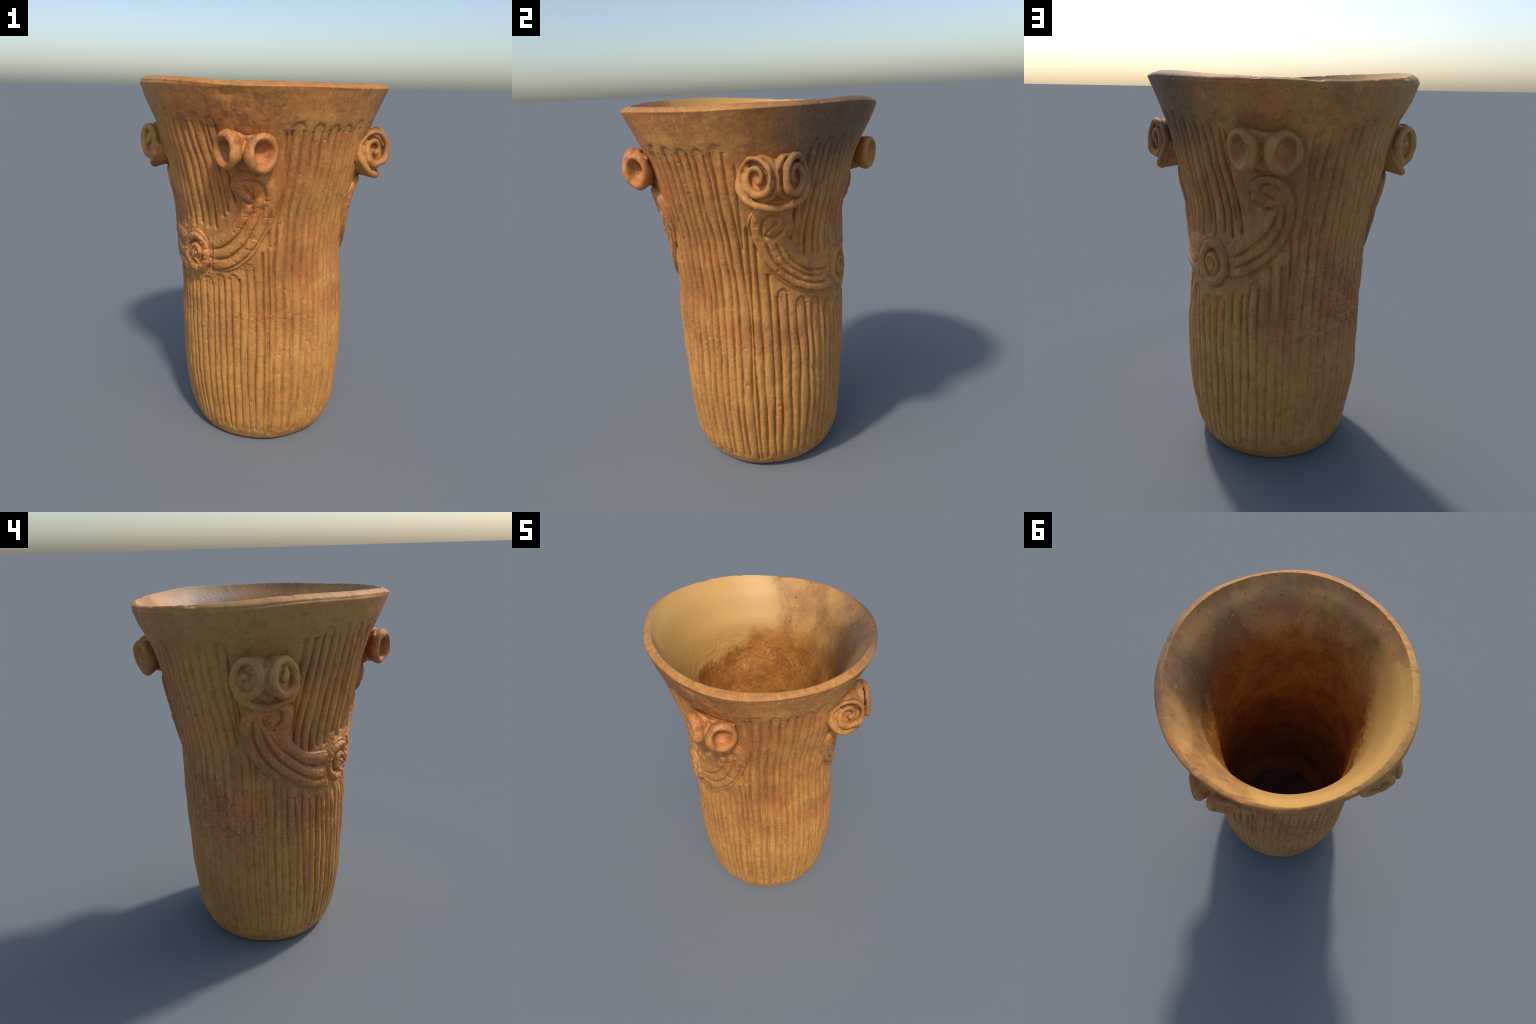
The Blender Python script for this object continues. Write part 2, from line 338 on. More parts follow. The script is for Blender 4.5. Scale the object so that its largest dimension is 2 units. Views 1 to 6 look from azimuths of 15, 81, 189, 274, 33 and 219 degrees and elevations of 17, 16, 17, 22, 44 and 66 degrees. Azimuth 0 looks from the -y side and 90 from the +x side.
# the collar has a soft dent below the lip, and a chipped edge
H -= .010 * np.exp(-(((azd - 1 + 180) % 360 - 180) / 5.5) ** 2 - ((GZ - 1.915) / .026) ** 2)
for i in range(260):       # grit holes
    a, z, r0 = rng.uniform(0, 360), rng.uniform(.1, 1.93), rng.uniform(.003, .0075)
    dep = r0 * rng.uniform(.4, .8)
    R = float(spline(ZK, RAD, np.array([z]))[0])
    j0, j1 = np.searchsorted(ZR, z - 2 * r0), np.searchsorted(ZR, z + 2 * r0)
    k = int(2 * r0 / (R * DAZ)) + 1
    cc = np.arange(int(np.radians(a) / DAZ) - k, int(np.radians(a) / DAZ) + k + 1)
    rr = np.arange(j0, j1)[:, None]
    d = np.hypot((cc[None] * DAZ - np.radians(a)) * R, (ZR[rr] - z) * .8)
    H[rr, cc[None] % NU] -= dep * np.exp(-(d / r0) ** 2.5)
H *= smooth(.0, .03, GZ)
H *= 1 - smooth(1.935, 1.95, GZ) * .8

# ------------------------------------------------------------------ one skin: base, wall, lip, inside, floor
rows = []       # each row: (x, y, z) arrays over AZ
kinds = []      # region name of the band that starts at this row


def ring(rad, z, cx, cy):
    rows.append(np.stack([cx + rad * np.sin(AZ), cy - rad * np.cos(AZ), z + 0 * AZ], -1))


R0, cx0, cy0 = wall_radius(np.zeros(1), 0.0)
r_base, _, _ = wall_radius(np.zeros(NU), AZ)
for f in (.04, .2, .4, .6, .75, .87, .95):
    ring(r_base * f, .004 * (1 - smooth(.75, .95, np.array([f]))[0]) , CX[0], CY[0]); kinds.append('base')
LO_R, LO_Z = fourier(LIP_OUT_R, AZ), fourier(LIP_OUT_Z, AZ)
LI_R, LI_Z = fourier(LIP_IN_R, AZ), fourier(LIP_IN_Z, AZ)
chip = vnoise(48, 1, 41, AZ / (2 * np.pi), 0 * AZ)
chip2 = vnoise(150, 1, 42, AZ / (2 * np.pi), 0 * AZ)
nick_in = smooth(.62, .9, chip) * .006 + smooth(.7, .95, chip2) * .003
first_wall = len(rows)
tr, tcx, tcy = wall_radius(np.full(NU, 1.95), AZ)
top_x, top_y = tcx + tr * np.sin(AZ), tcy - tr * np.cos(AZ)
for j in range(NV):
    z = ZR[j]
    rad, cx, cy = wall_radius(np.full(NU, z), AZ)
    rad = rad + H[j]
    x = cx + rad * np.sin(AZ); y = cy - rad * np.cos(AZ)
    w = float(np.clip((z - 1.74) / .21, 0, 1)) ** 1.3
    zz = z + (LO_Z - 1.95) * smooth(1.66, 1.95, np.array([z]))[0]
    x = x + w * (LO_R * np.sin(AZ) - top_x); y = y + w * (-LO_R * np.cos(AZ) - top_y)
    rows.append(np.stack([x, y, zz], -1))
    kinds.append('wall')
last_wall = len(rows) - 1
outer_top = rows[-1]
inner_top = np.stack([LI_R * np.sin(AZ), -LI_R * np.cos(AZ), LI_Z - nick_in], -1)
# lip: a sloping facet with softened edges
for t, lift in ((.02, .0012), (.09, .0042), (.25, .0060), (.5, .0058), (.75, .0044), (.92, .0022), (.985, .0004)):
    p = outer_top * (1 - t) + inner_top * t
    p = p.copy(); p[:, 2] += lift * .7; p[:, :2] *= (1 + lift * .5)
    p[:, 2] += .0012 * chip2 - .4 * nick_in * (1 - abs(2 * t - 1))
    rows.append(p); kinds.append('lip')
kinds[last_wall] = 'lip'
rows.append(inner_top); kinds.append('inside')
# inside wall
NI = 330
ti = np.r_[.0004, .002, np.linspace(0, 1, NI + 1)[1:]]
zi = 1.974 - (1.974 - .10) * (ti ** 1.1)
THK = lambda z: spline([.05, .15, .3, .8, 1.3, 1.5, 1.7, 1.8, 1.9, 1.95, 1.976], [.078, .074, .072, .072, .070, .072, .086, .088, .076, .060, .045], z)
iu = AZ / (2 * np.pi)
for z in zi:
    zc = np.full(NU, min(z, 1.95))
    rad, cx, cy = wall_radius(zc, AZ)
    rad = rad + .010 * np.cos(AZ - math.radians(225)) * smooth(1.2, 1.5, np.array([z]))[0]
    rad = rad + max(0, z - 1.95) * .36 - THK(np.array([z]))[0]
    low = 1 - smooth(1.5, 1.75, np.array([z]))[0]
    rad = rad + .004 * vnoise(14, 5, 51, iu, zc) + low * (.0035 * vnoise(22, 7, 52, iu, zc) + .0022 * vnoise(60, 16, 54, iu, zc) + .0016 * vnoise(150, 50, 53, iu, zc) + .0045 * smooth(.62, .9, vnoise(170, 60, 55, iu, zc)) * smooth(-.2, .4, vnoise(9, 4, 56, iu, zc)))
    mid = smooth(1.05, 1.25, np.array([z]))[0] * (1 - smooth(1.5, 1.75, np.array([z]))[0])
    neck = smooth(1.25, 1.45, np.array([z]))[0] * (1 - smooth(1.62, 1.82, np.array([z]))[0])
    rad = rad + neck * .020 * np.exp(-(((np.degrees(AZ) - 5 + 180) % 360 - 180) / 32) ** 2)
    rad = rad + mid * (.006 * np.exp(-(((np.degrees(AZ) - 5 + 180) % 360 - 180) / 30) ** 2) + .018 * np.exp(-(((np.degrees(AZ) - 231 + 180) % 360 - 180) / 34) ** 2))
    rad = rad + .014 * smooth(1.5, 1.65, np.array([z]))[0] * (1 - smooth(1.8, 1.92, np.array([z]))[0]) * np.exp(-(((np.degrees(AZ) + 180) % 360 - 180) / 50) ** 2)
    rad = rad - .035 * (1 - smooth(.10, .22, np.array([z]))[0])
    w = smooth(1.86, 1.97, np.array([z]))[0]
    x = cx + rad * np.sin(AZ); y = cy - rad * np.cos(AZ)
    off = (1.976 - z) * .62
    x = x * (1 - w) + w * (LI_R - off) * np.sin(AZ); y = y * (1 - w) - w * (LI_R - off) * np.cos(AZ)
    zz = z + (LI_Z - 1.976) * smooth(1.6, 1.97, np.array([z]))[0]
    rows.append(np.stack([x, y, zz], -1)); kinds.append('inside')
kinds[-1] = 'floor'
edge = rows[-1]
for f, zf in ((.96, .086), (.88, .078), (.7, .074), (.45, .072), (.2, .072), (.04, .072)):
    cxy = np.array([CX[3], CY[3], 0])
    p = (edge - cxy) * f + cxy; p[:, 2] = zf + .0015 * vnoise(12, 1, 61, iu, 0 * iu)
    rows.append(p); kinds.append('floor')

V = np.concatenate(rows)
NRW = len(rows)
# caps
vb = len(V); V = np.vstack([V, [[CX[0], CY[0], .004]], [[CX[3], CY[3], .072]]])
V[:, 2] -= V[:, 2].min()
i = np.arange(NU); ip = (i + 1) % NU
quads = []; qreg = []
KN = ['base', 'wall', 'lip', 'inside', 'floor', 'collar', 's1', 's2', 's3', 's4', 'b5', 'b6']
for r in range(NRW - 1):
    a = r * NU
    quads.append(np.stack([a + i, a + ip, a + NU + ip, a + NU + i], -1))
    k = kinds[r]
    if k == 'wall':
        j = r - first_wall
        if ZR[j] > 1.80:
            g = np.full(NU, 5)
        else:
            rg = region[j]
            g = np.where(rg > 0, rg + 5, 1)
    else:
        g = np.full(NU, KN.index(k))
    qreg.append(g)
quads = np.concatenate(quads); qreg = np.concatenate(qreg)
tri_b = np.stack([ip, i, np.full(NU, vb)], -1)
tri_f = np.stack([(NRW - 1) * NU + i, (NRW - 1) * NU + ip, np.full(NU, vb + 1)], -1)


def build_mesh(name, verts, quads, tris):
    me = bpy.data.meshes.new(name)
    nq, nt = len(quads), len(tris)
    me.vertices.add(len(verts)); me.vertices.foreach_set('co', verts.astype(np.float32).ravel())
    loops = np.concatenate([quads.ravel(), tris.ravel()]).astype(np.int32)
    me.loops.add(len(loops)); me.loops.foreach_set('vertex_index', loops)
    starts = np.concatenate([np.arange(nq) * 4, nq * 4 + np.arange(nt) * 3]).astype(np.int32)
    me.polygons.add(nq + nt); me.polygons.foreach_set('loop_start', starts)
    me.polygons.foreach_set('use_smooth', np.ones(nq + nt, bool))
    me.update(calc_edges=True)
    me.validate()
    return me


def grid_normals():
    """Vertex normals of the whole skin, from the grid tangents."""
    G = V[:vb].reshape(NRW, NU, 3)
    du = np.roll(G, -1, 1) - np.roll(G, 1, 1)
    dv = np.empty_like(G)
    dv[1:-1] = G[2:] - G[:-2]; dv[0] = G[1] - G[0]; dv[-1] = G[-1] - G[-2]
    n = np.cross(du, dv)
    n /= np.linalg.norm(n, axis=-1, keepdims=True) + 1e-12
    return np.vstack([n.reshape(-1, 3), [[0, 0, -1]], [[0, 0, 1]]])


N = grid_normals()

# ------------------------------------------------------------------ materials
def srgb(r, g, b):
    f = lambda c: c / 12.92 if c <= .04045 else ((c + .055) / 1.055) ** 2.4
    return (f(r / 255), f(g / 255), f(b / 255), 1)


class Nodes:
    def __init__(self, name):
        self.mat = bpy.data.materials.new(name); self.mat.use_nodes = True
        self.nt = self.mat.node_tree; self.nt.nodes.clear()
        self.out = self.nt.nodes.new('ShaderNodeOutputMaterial')
        self.bsdf = self.nt.nodes.new('ShaderNodeBsdfPrincipled')
        self.nt.links.new(self.bsdf.outputs[0], self.out.inputs[0])
        self.co = self.nt.nodes.new('ShaderNodeTexCoord').outputs['Object']

    def link(self, a, b): self.nt.links.new(a, b)

    def put(self, sock, v):
        if hasattr(v, 'is_output'): self.link(v, sock)
        else: sock.default_value = v

    def math(self, op, a, b=0.0, c=None):
        n = self.nt.nodes.new('ShaderNodeMath'); n.operation = op
        self.put(n.inputs[0], a); self.put(n.inputs[1], b)
        if c is not None: self.put(n.inputs[2], c)
        return n.outputs[0]

    def noise(self, scale, detail=4, rough=.55, dist=0.0, stretch=None, seed=0.0):
        n = self.nt.nodes.new('ShaderNodeTexNoise')
        n.inputs['Scale'].default_value = scale; n.inputs['Detail'].default_value = detail
        n.inputs['Roughness'].default_value = rough; n.inputs['Distortion'].default_value = dist
        m = self.nt.nodes.new('ShaderNodeMapping'); self.link(self.co, m.inputs[0])
        m.inputs['Location'].default_value = (seed, seed * 1.7, seed * .6)
        if stretch: m.inputs['Scale'].default_value = stretch
        self.link(m.outputs[0], n.inputs['Vector'])
        return n.outputs[0]

    def voronoi(self, scale, seed=0.0):
        n = self.nt.nodes.new('ShaderNodeTexVoronoi'); n.inputs['Scale'].default_value = scale
        m = self.nt.nodes.new('ShaderNodeMapping'); self.link(self.co, m.inputs[0])
        m.inputs['Location'].default_value = (seed, seed, seed)
        self.link(m.outputs[0], n.inputs['Vector'])
        return n.outputs['Distance'], n.outputs['Color']

    def step(self, x, a, b):
        n = self.nt.nodes.new('ShaderNodeMapRange'); n.interpolation_type = 'SMOOTHSTEP'
        self.put(n.inputs[0], x); n.inputs[1].default_value = a; n.inputs[2].default_value = b
        return n.outputs[0]

    def mix(self, fac, a, b, mode='MIX'):
        n = self.nt.nodes.new('ShaderNodeMix'); n.data_type = 'RGBA'; n.blend_type = mode
        self.put(n.inputs[0], fac); self.put(n.inputs[6], a); self.put(n.inputs[7], b)
        return n.outputs[2]

    def patch(self, az, z, size, soft, r=.5, stretch=(1, 1, 1), rag=.12, seed=0.0, nscale=5):
        """Blotch at an azimuth and height: distance from a point with a ragged edge."""
        a = math.radians(az)
        m = self.nt.nodes.new('ShaderNodeMapping'); m.vector_type = 'POINT'
        self.link(self.co, m.inputs[0])
        m.inputs['Scale'].default_value = stretch
        p = (r * math.sin(a) * stretch[0], -r * math.cos(a) * stretch[1], z * stretch[2])
        m.inputs['Location'].default_value = (-p[0], -p[1], -p[2])
        l = self.nt.nodes.new('ShaderNodeVectorMath'); l.operation = 'LENGTH'
        self.link(m.outputs[0], l.inputs[0])
        d = self.math('ADD', l.outputs['Value'], self.math('MULTIPLY', self.math('SUBTRACT', self.noise(nscale, 5, .6, seed=seed), .5), rag * 4))
        n = self.step(d, size - soft, size + soft)
        return self.math('SUBTRACT', 1.0, n)

    def z(self):
        s = self.nt.nodes.new('ShaderNodeSeparateXYZ'); self.link(self.co, s.inputs[0]); return s.outputs[2]

    def bump(self, h, strength, dist=.004):
        b = self.nt.nodes.new('ShaderNodeBump'); b.inputs['Strength'].default_value = strength
        b.inputs['Distance'].default_value = dist; self.link(h, b.inputs['Height'])
        self.link(b.outputs[0], self.bsdf.inputs['Normal'])


OCHRE = srgb(190, 130, 60); GOLD = srgb(198, 142, 68); BROWN = srgb(158, 97, 45); ORANGE = srgb(192, 108, 51)
PINK = srgb(204, 132, 80); RED = srgb(170, 92, 50); OLIVE = srgb(152, 114, 60); SOOT = srgb(84, 68, 52); DARK = srgb(96, 62, 42)
GREY = srgb(160, 138, 108)


def clay_outside(name='fired_clay', lip=False):
    m = Nodes(name)
    big = m.step(m.noise(3.2, 5, .6), .38, .64)
    col = m.mix(m.math('MULTIPLY', big, .6) if lip else m.math('MULTIPLY', big, .85), OCHRE, BROWN)
    col = m.mix(m.math('MULTIPLY', m.step(m.noise(5.5, 5, .6, seed=3), .5, .68), .10 if lip else .5), col, ORANGE)
    # upper and middle wall fired redder than the foot
    z = m.math('ADD', m.z(), m.math('MULTIPLY', m.math('SUBTRACT', m.noise(4, 4, seed=8), .5), .25))
    foot = m.math('SUBTRACT', 1.0, m.step(z, .62, .80))
    col = m.mix(m.math('MULTIPLY', foot, .75), col, m.mix(m.step(m.noise(4, 4, seed=11), .4, .62), GOLD, OCHRE))
    col = m.mix(m.math('MULTIPLY', m.step(m.noise(14, 5, .65, seed=5), .52, .72), .10 if lip else .32), col, GOLD if lip else PINK)
    col = m.mix(m.math('MULTIPLY', m.step(m.noise(9, 5, .65, seed=6), .52, .72), .5), col, OLIVE)
    # vertical streaks
    col = m.mix(m.math('MULTIPLY', m.step(m.noise(16, 4, .6, stretch=(1, 1, .12), seed=2), .5, .7), .35), col, BROWN)
    col = m.mix(m.math('MULTIPLY', m.step(m.noise(44, 4, .65, stretch=(1, 1, .07), seed=33), .52, .68), .40), col, srgb(134, 88, 48))
    col = m.mix(m.math('MULTIPLY', m.step(m.noise(40, 4, .65, stretch=(1, 1, .07), seed=34), .54, .68), .35), col, srgb(208, 158, 88))
    # named patches
    red = m.patch(232, .86, .21, .09, r=.47, rag=.10, seed=20, nscale=9)
    col = m.mix(m.math('MULTIPLY', m.math('MULTIPLY', red, m.step(m.noise(15, 5, .7, seed=50), .34, .58)), .62), col, RED)
    red2 = m.patch(190, .76, .10, .06, r=.47, rag=.07, seed=21, nscale=10)
    col = m.mix(m.math('MULTIPLY', m.math('MULTIPLY', red2, m.step(m.noise(20, 5, .7, seed=51), .35, .6)), .6), col, RED)
    red3 = m.patch(250, .45, .30, .14, r=.47, rag=.10, seed=22)
    col = m.mix(m.math('MULTIPLY', red3, .40), col, srgb(172, 102, 50))
    warm = m.patch(2, 1.62, .26, .12, r=.62, rag=.08, seed=23)
    col = m.mix(m.math('MULTIPLY', warm, .32), col, ORANGE)
    plaster = m.patch(275, 1.92, .50, .16, r=.66, stretch=(1, 1, 1.6), rag=.06, seed=24)
    col = m.mix(m.math('MULTIPLY', plaster, .85), col, srgb(174, 130, 66))
    soot = m.patch(122, 1.90, .36, .20, r=.66, stretch=(1, 1, 1.35), rag=.10, seed=25)
    col = m.mix(m.math('MULTIPLY', soot, .82), col, SOOT)
    char = m.patch(258, .85, .22, .12, r=.47, rag=.10, seed=26, nscale=12)
    blots = m.step(m.noise(26, 4, .7, stretch=(1, 1, .5), seed=9), .52, .66)
    col = m.mix(m.math('MULTIPLY', m.math('MULTIPLY', char, blots), .55), col, DARK)
    col = m.mix(m.math('MULTIPLY', m.step(m.noise(22, 6, .7, seed=40), .5, .64), .48), col, srgb(140, 94, 54))
    under = m.patch(8, 1.80, .20, .08, r=.60, rag=.10, seed=41, nscale=10)
    col = m.mix(m.math('MULTIPLY', m.math('MULTIPLY', under, m.step(m.noise(18, 5, .7, seed=42), .46, .6)), .65), col, srgb(118, 74, 42))
    # dark mineral specks and pale grit
    d, c = m.voronoi(42)
    s = m.nt.nodes.new('ShaderNodeSeparateColor'); m.link(c, s.inputs[0])
    spot = m.math('MULTIPLY', m.math('SUBTRACT', 1.0, m.step(d, .10, .30)), m.step(s.outputs[0], .86, .92))
    col = m.mix(m.math('MULTIPLY', spot, .45), col, DARK)
    stain = m.math('MULTIPLY', m.step(m.noise(30, 5, .7, seed=14), .58, .72), m.step(m.noise(4.5, 3, seed=15), .48, .6))
    col = m.mix(m.math('MULTIPLY', stain, .7), col, srgb(112, 72, 48))
    col = m.mix(m.math('MULTIPLY', m.step(m.noise(70, 3, .6, seed=16), .56, .72), .25), col, srgb(226, 178, 118))
    m.link(col, m.bsdf.inputs['Base Color'])
    m.put(m.bsdf.inputs['Roughness'], m.math('ADD', .50, m.math('MULTIPLY', m.noise(8, 3, seed=4), .25)))
    m.bump(m.math('ADD', m.noise(60, 6, .65), m.math('MULTIPLY', m.noise(160, 3, .6), .5)), .30)
    return m.mat


def clay_inside():
    m = Nodes('fired_clay_interior')
    col = m.mix(m.step(m.noise(6, 5, .65), .4, .62), srgb(172, 112, 47), srgb(146, 90, 36))
    col = m.mix(m.math('MULTIPLY', m.step(m.noise(11, 5, .65, seed=3), .5, .7), .5), col, srgb(184, 128, 66))
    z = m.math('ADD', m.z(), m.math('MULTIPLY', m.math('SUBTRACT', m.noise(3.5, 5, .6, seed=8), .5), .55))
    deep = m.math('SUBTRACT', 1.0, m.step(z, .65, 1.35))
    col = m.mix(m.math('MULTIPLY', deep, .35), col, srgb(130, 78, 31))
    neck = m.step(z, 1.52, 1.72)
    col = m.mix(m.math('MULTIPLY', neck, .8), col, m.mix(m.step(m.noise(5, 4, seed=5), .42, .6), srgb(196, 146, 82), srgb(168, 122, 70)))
    plaster = m.patch(265, 1.86, .60, .06, r=.62, stretch=(1, 1, 1.55), rag=.10, seed=30)
    col = m.mix(m.math('MULTIPLY', plaster, .92), col, srgb(198, 152, 82))
    soot = m.patch(122, 1.76, .20, .13, r=.56, rag=.12, seed=31, nscale=8)
    col = m.mix(m.math('MULTIPLY', soot, .9), col, srgb(58, 46, 34))
    soot2 = m.patch(110, 1.90, .42, .22, r=.6, rag=.12, seed=32)
    col = m.mix(m.math('MULTIPLY', soot2, .55), col, srgb(112, 86, 56))
    patchy = m.math('MULTIPLY', m.step(m.noise(7, 5, .65, stretch=(1, 1, .45), seed=60), .5, .66), m.math('SUBTRACT', 1.0, plaster))
    col = m.mix(m.math('MULTIPLY', patchy, .45), col, srgb(116, 76, 36))
    d, c = m.voronoi(30)
    s = m.nt.nodes.new('ShaderNodeSeparateColor'); m.link(c, s.inputs[0])
    spot = m.math('MULTIPLY', m.math('SUBTRACT', 1.0, m.step(d, .10, .28)), m.step(s.outputs[0], .86, .92))
    clean = m.math('SUBTRACT', 1.0, plaster)
    col = m.mix(m.math('MULTIPLY', m.math('MULTIPLY', spot, clean), .65), col, srgb(74, 42, 30))
    fleck = m.math('MULTIPLY', m.math('SUBTRACT', 1.0, m.step(d, .08, .22)), m.math('SUBTRACT', 1.0, m.step(s.outputs[1], .12, .18)))
    col = m.mix(m.math('MULTIPLY', m.math('MULTIPLY', fleck, clean), .6), col, srgb(222, 172, 104))
    st = m.math('MULTIPLY', m.step(m.noise(38, 5, .75, seed=17), .57, .66), clean)
    col = m.mix(m.math('MULTIPLY', st, .55), col, srgb(92, 54, 34))
    st2 = m.math('MULTIPLY', m.step(m.noise(46, 5, .75, seed=18), .60, .70), clean)
    col = m.mix(m.math('MULTIPLY', st2, .4), col, srgb(206, 152, 86))
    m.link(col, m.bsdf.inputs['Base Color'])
    m.bsdf.inputs['Roughness'].default_value = .5
    m.bump(m.math('ADD', m.noise(45, 7, .7), m.math('MULTIPLY', m.noise(70, 4, .65, stretch=(1, 1, .2)), .7)), .34)
    return m.mat


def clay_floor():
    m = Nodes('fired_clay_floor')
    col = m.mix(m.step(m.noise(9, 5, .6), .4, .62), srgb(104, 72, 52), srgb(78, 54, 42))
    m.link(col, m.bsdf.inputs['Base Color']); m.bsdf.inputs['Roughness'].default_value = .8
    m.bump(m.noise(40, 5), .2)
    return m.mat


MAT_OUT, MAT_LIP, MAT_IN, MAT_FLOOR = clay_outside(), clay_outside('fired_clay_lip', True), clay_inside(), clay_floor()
NO_TRI = np.zeros((0, 3), int)

pot = bpy.data.objects.new('clay_beaker', None)
bpy.context.scene.collection.objects.link(pot)
pot['label'] = 'tall ochre clay beaker with fluted walls, scrolls and volute lugs'
pot['category'] = 'pottery vessel'


def add_object(name, me, mat, parent=pot):
    me.materials.append(mat)
    ob = bpy.data.objects.new(name, me)
    bpy.context.scene.collection.objects.link(ob)
    ob.parent = parent
    return ob


def add_region(name, gid, mat, tris=NO_TRI, parent=pot):
    q = quads[qreg == gid]
    used = np.unique(np.concatenate([q.ravel(), tris.ravel()]).astype(int))
    lut = np.full(len(V), -1); lut[used] = np.arange(len(used))
    me = build_mesh(name, V[used], lut[q], lut[tris] if len(tris) else NO_TRI)
    me.normals_split_custom_set_from_vertices(N[used].astype(np.float32).tolist())
    return add_object(name, me, mat, parent)


wall = add_region('fluted_wall', 1, MAT_OUT)
add_region('collar', 5, MAT_OUT)
add_region('lip', 2, MAT_LIP)
add_region('foot', 0, MAT_OUT, tri_b)
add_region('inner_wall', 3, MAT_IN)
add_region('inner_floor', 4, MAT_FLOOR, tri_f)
for g in (6, 7, 8, 9):
    add_region('scroll_relief', g, MAT_OUT, parent=wall)
for g in (10, 11):
    add_region('coiled_boss', g, MAT_OUT, parent=wall)


# ------------------------------------------------------------------ lugs, modelled from clay strips and fused
class Clay:
    """Collects closed solids in a lug's own frame (out, side, up) and fuses them into one skin."""
    def __init__(self, az, seed=1):
        a = math.radians(az)
        self.o = Vector((math.sin(a), -math.cos(a), 0)); self.s = Vector((math.cos(a), math.sin(a), 0)); self.u = Vector((0, 0, 1))
        self.bm = bmesh.new(); self.seed = seed

    def P(self, out, side, up): return self.o * out + self.s * side + self.u * up

    def D(self, deg, tilt=0):
        """Direction turned sideways from straight out."""
        d = self.o * math.cos(math.radians(deg)) + self.s * math.sin(math.radians(deg))
        return (d * math.cos(math.radians(tilt)) + self.u * math.sin(math.radians(tilt))).normalized()

    def lathe(self, centre, axis, profile, n=40, squash=1.0):
        """Solid of revolution; profile = (radius, distance along axis) from pole to pole."""
        axis = axis.normalized(); e = self.u.cross(axis).normalized(); f = axis.cross(e)
        rings = []
        for r, h in profile:
            if r < 1e-5: rings.append([self.bm.verts.new(centre + axis * h)])
            else: rings.append([self.bm.verts.new(centre + axis * h + e * (r * squash * math.cos(2 * math.pi * k / n)) + f * (r * math.sin(2 * math.pi * k / n))) for k in range(n)])
        for A, B in zip(rings, rings[1:]):
            for k in range(n):
                k2 = (k + 1) % n
                if len(A) == 1: self.bm.faces.new((A[0], B[k], B[k2]))
                elif len(B) == 1: self.bm.faces.new((A[k], B[0], A[k2]))
                else: self.bm.faces.new((A[k], B[k], B[k2], A[k2]))

    def tube(self, pts, radii, n=14):
        """Rounded clay strip along a smooth path."""
        Pts = catmull([tuple(p) for p in pts], 6)
        rad = np.interp(np.linspace(0, 1, len(Pts)), np.linspace(0, 1, len(radii)), radii)
        prev = None; rings = []
        for k, p in enumerate(Pts):
            t = Vector(Pts[min(k + 1, len(Pts) - 1)] - Pts[max(k - 1, 0)]).normalized()
            if prev is None:
                prev = t.orthogonal().normalized()
            prev = (prev - t * prev.dot(t)).normalized(); b = t.cross(prev)
            rings.append([self.bm.verts.new(Vector(p) + (prev * math.cos(2 * math.pi * j / n) + b * math.sin(2 * math.pi * j / n)) * rad[k]) for j in range(n)])
        for A, B in zip(rings, rings[1:]):
            for j in range(n):
                self.bm.faces.new((A[j], A[(j + 1) % n], B[(j + 1) % n], B[j]))
        for R_, sgn, p, q in ((rings[0], 1, Pts[0], Pts[1]), (rings[-1], -1, Pts[-1], Pts[-2])):
            tip = self.bm.verts.new(Vector(p) + (Vector(p) - Vector(q)).normalized() * rad[0 if sgn > 0 else -1] * .7)
            for j in range(n):
                a, b2 = R_[j], R_[(j + 1) % n]
                self.bm.faces.new((b2, a, tip) if sgn > 0 else (a, b2, tip))

    def ball(self, centre, radii):
        """Ellipsoid with semi-axes along out, side, up."""
        n, m = 24, 14
        rings = [[self.bm.verts.new(centre + self.u * radii[2])]]
        for i in range(1, m):
            t = math.pi * i / m
            rings.append([self.bm.verts.new(centre + self.u * radii[2] * math.cos(t) + (self.o * radii[0] * math.cos(2 * math.pi * k / n) + self.s * radii[1] * math.sin(2 * math.pi * k / n)) * math.sin(t)) for k in range(n)])
        rings.append([self.bm.verts.new(centre - self.u * radii[2])])
        for A, B in zip(rings, rings[1:]):
            for k in range(n):
                k2 = (k + 1) % n
                if len(A) == 1: self.bm.faces.new((A[0], B[k], B[k2]))
                elif len(B) == 1: self.bm.faces.new((A[k], B[0], A[k2]))
                else: self.bm.faces.new((A[k], B[k], B[k2], A[k2]))

    def fuse(self, name, voxel=.0048, soften=5):
        bmesh.ops.recalc_face_normals(self.bm, faces=self.bm.faces[:])
        me = bpy.data.meshes.new(name + '_parts'); self.bm.to_mesh(me); self.bm.free()
        ob = bpy.data.objects.new(name + '_parts', me); bpy.context.scene.collection.objects.link(ob)
        r = ob.modifiers.new('fuse', 'REMESH'); r.mode = 'VOXEL'; r.voxel_size = voxel; r.use_smooth_shade = True
        s = ob.modifiers.new('soften', 'SMOOTH'); s.factor = .5; s.iterations = soften
        dg = bpy.context.evaluated_depsgraph_get()
        out = bpy.data.meshes.new_from_object(ob.evaluated_get(dg))
        bpy.data.objects.remove(ob); out.name = name
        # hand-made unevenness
        n = len(out.vertices); co = np.empty(n * 3, np.float32); out.vertices.foreach_get('co', co); co = co.reshape(-1, 3)
        nor = np.empty(n * 3, np.float32); out.vertices.foreach_get('normal', nor); nor = nor.reshape(-1, 3)
        g = np.random.default_rng(self.seed); w = np.zeros(n)
        for amp, fr in ((.0036, 30), (.0024, 62), (.0012, 130)):
            for _ in range(5):
                k = g.normal(size=3); k *= fr / np.linalg.norm(k)
                w += amp / 2.2 * np.sin(co @ k + g.uniform(0, 6.28))
        co += nor * w[:, None]
        out.vertices.foreach_set('co', co.ravel()); out.update()
        out.polygons.foreach_set('use_smooth', np.ones(len(out.polygons), bool))
        return out


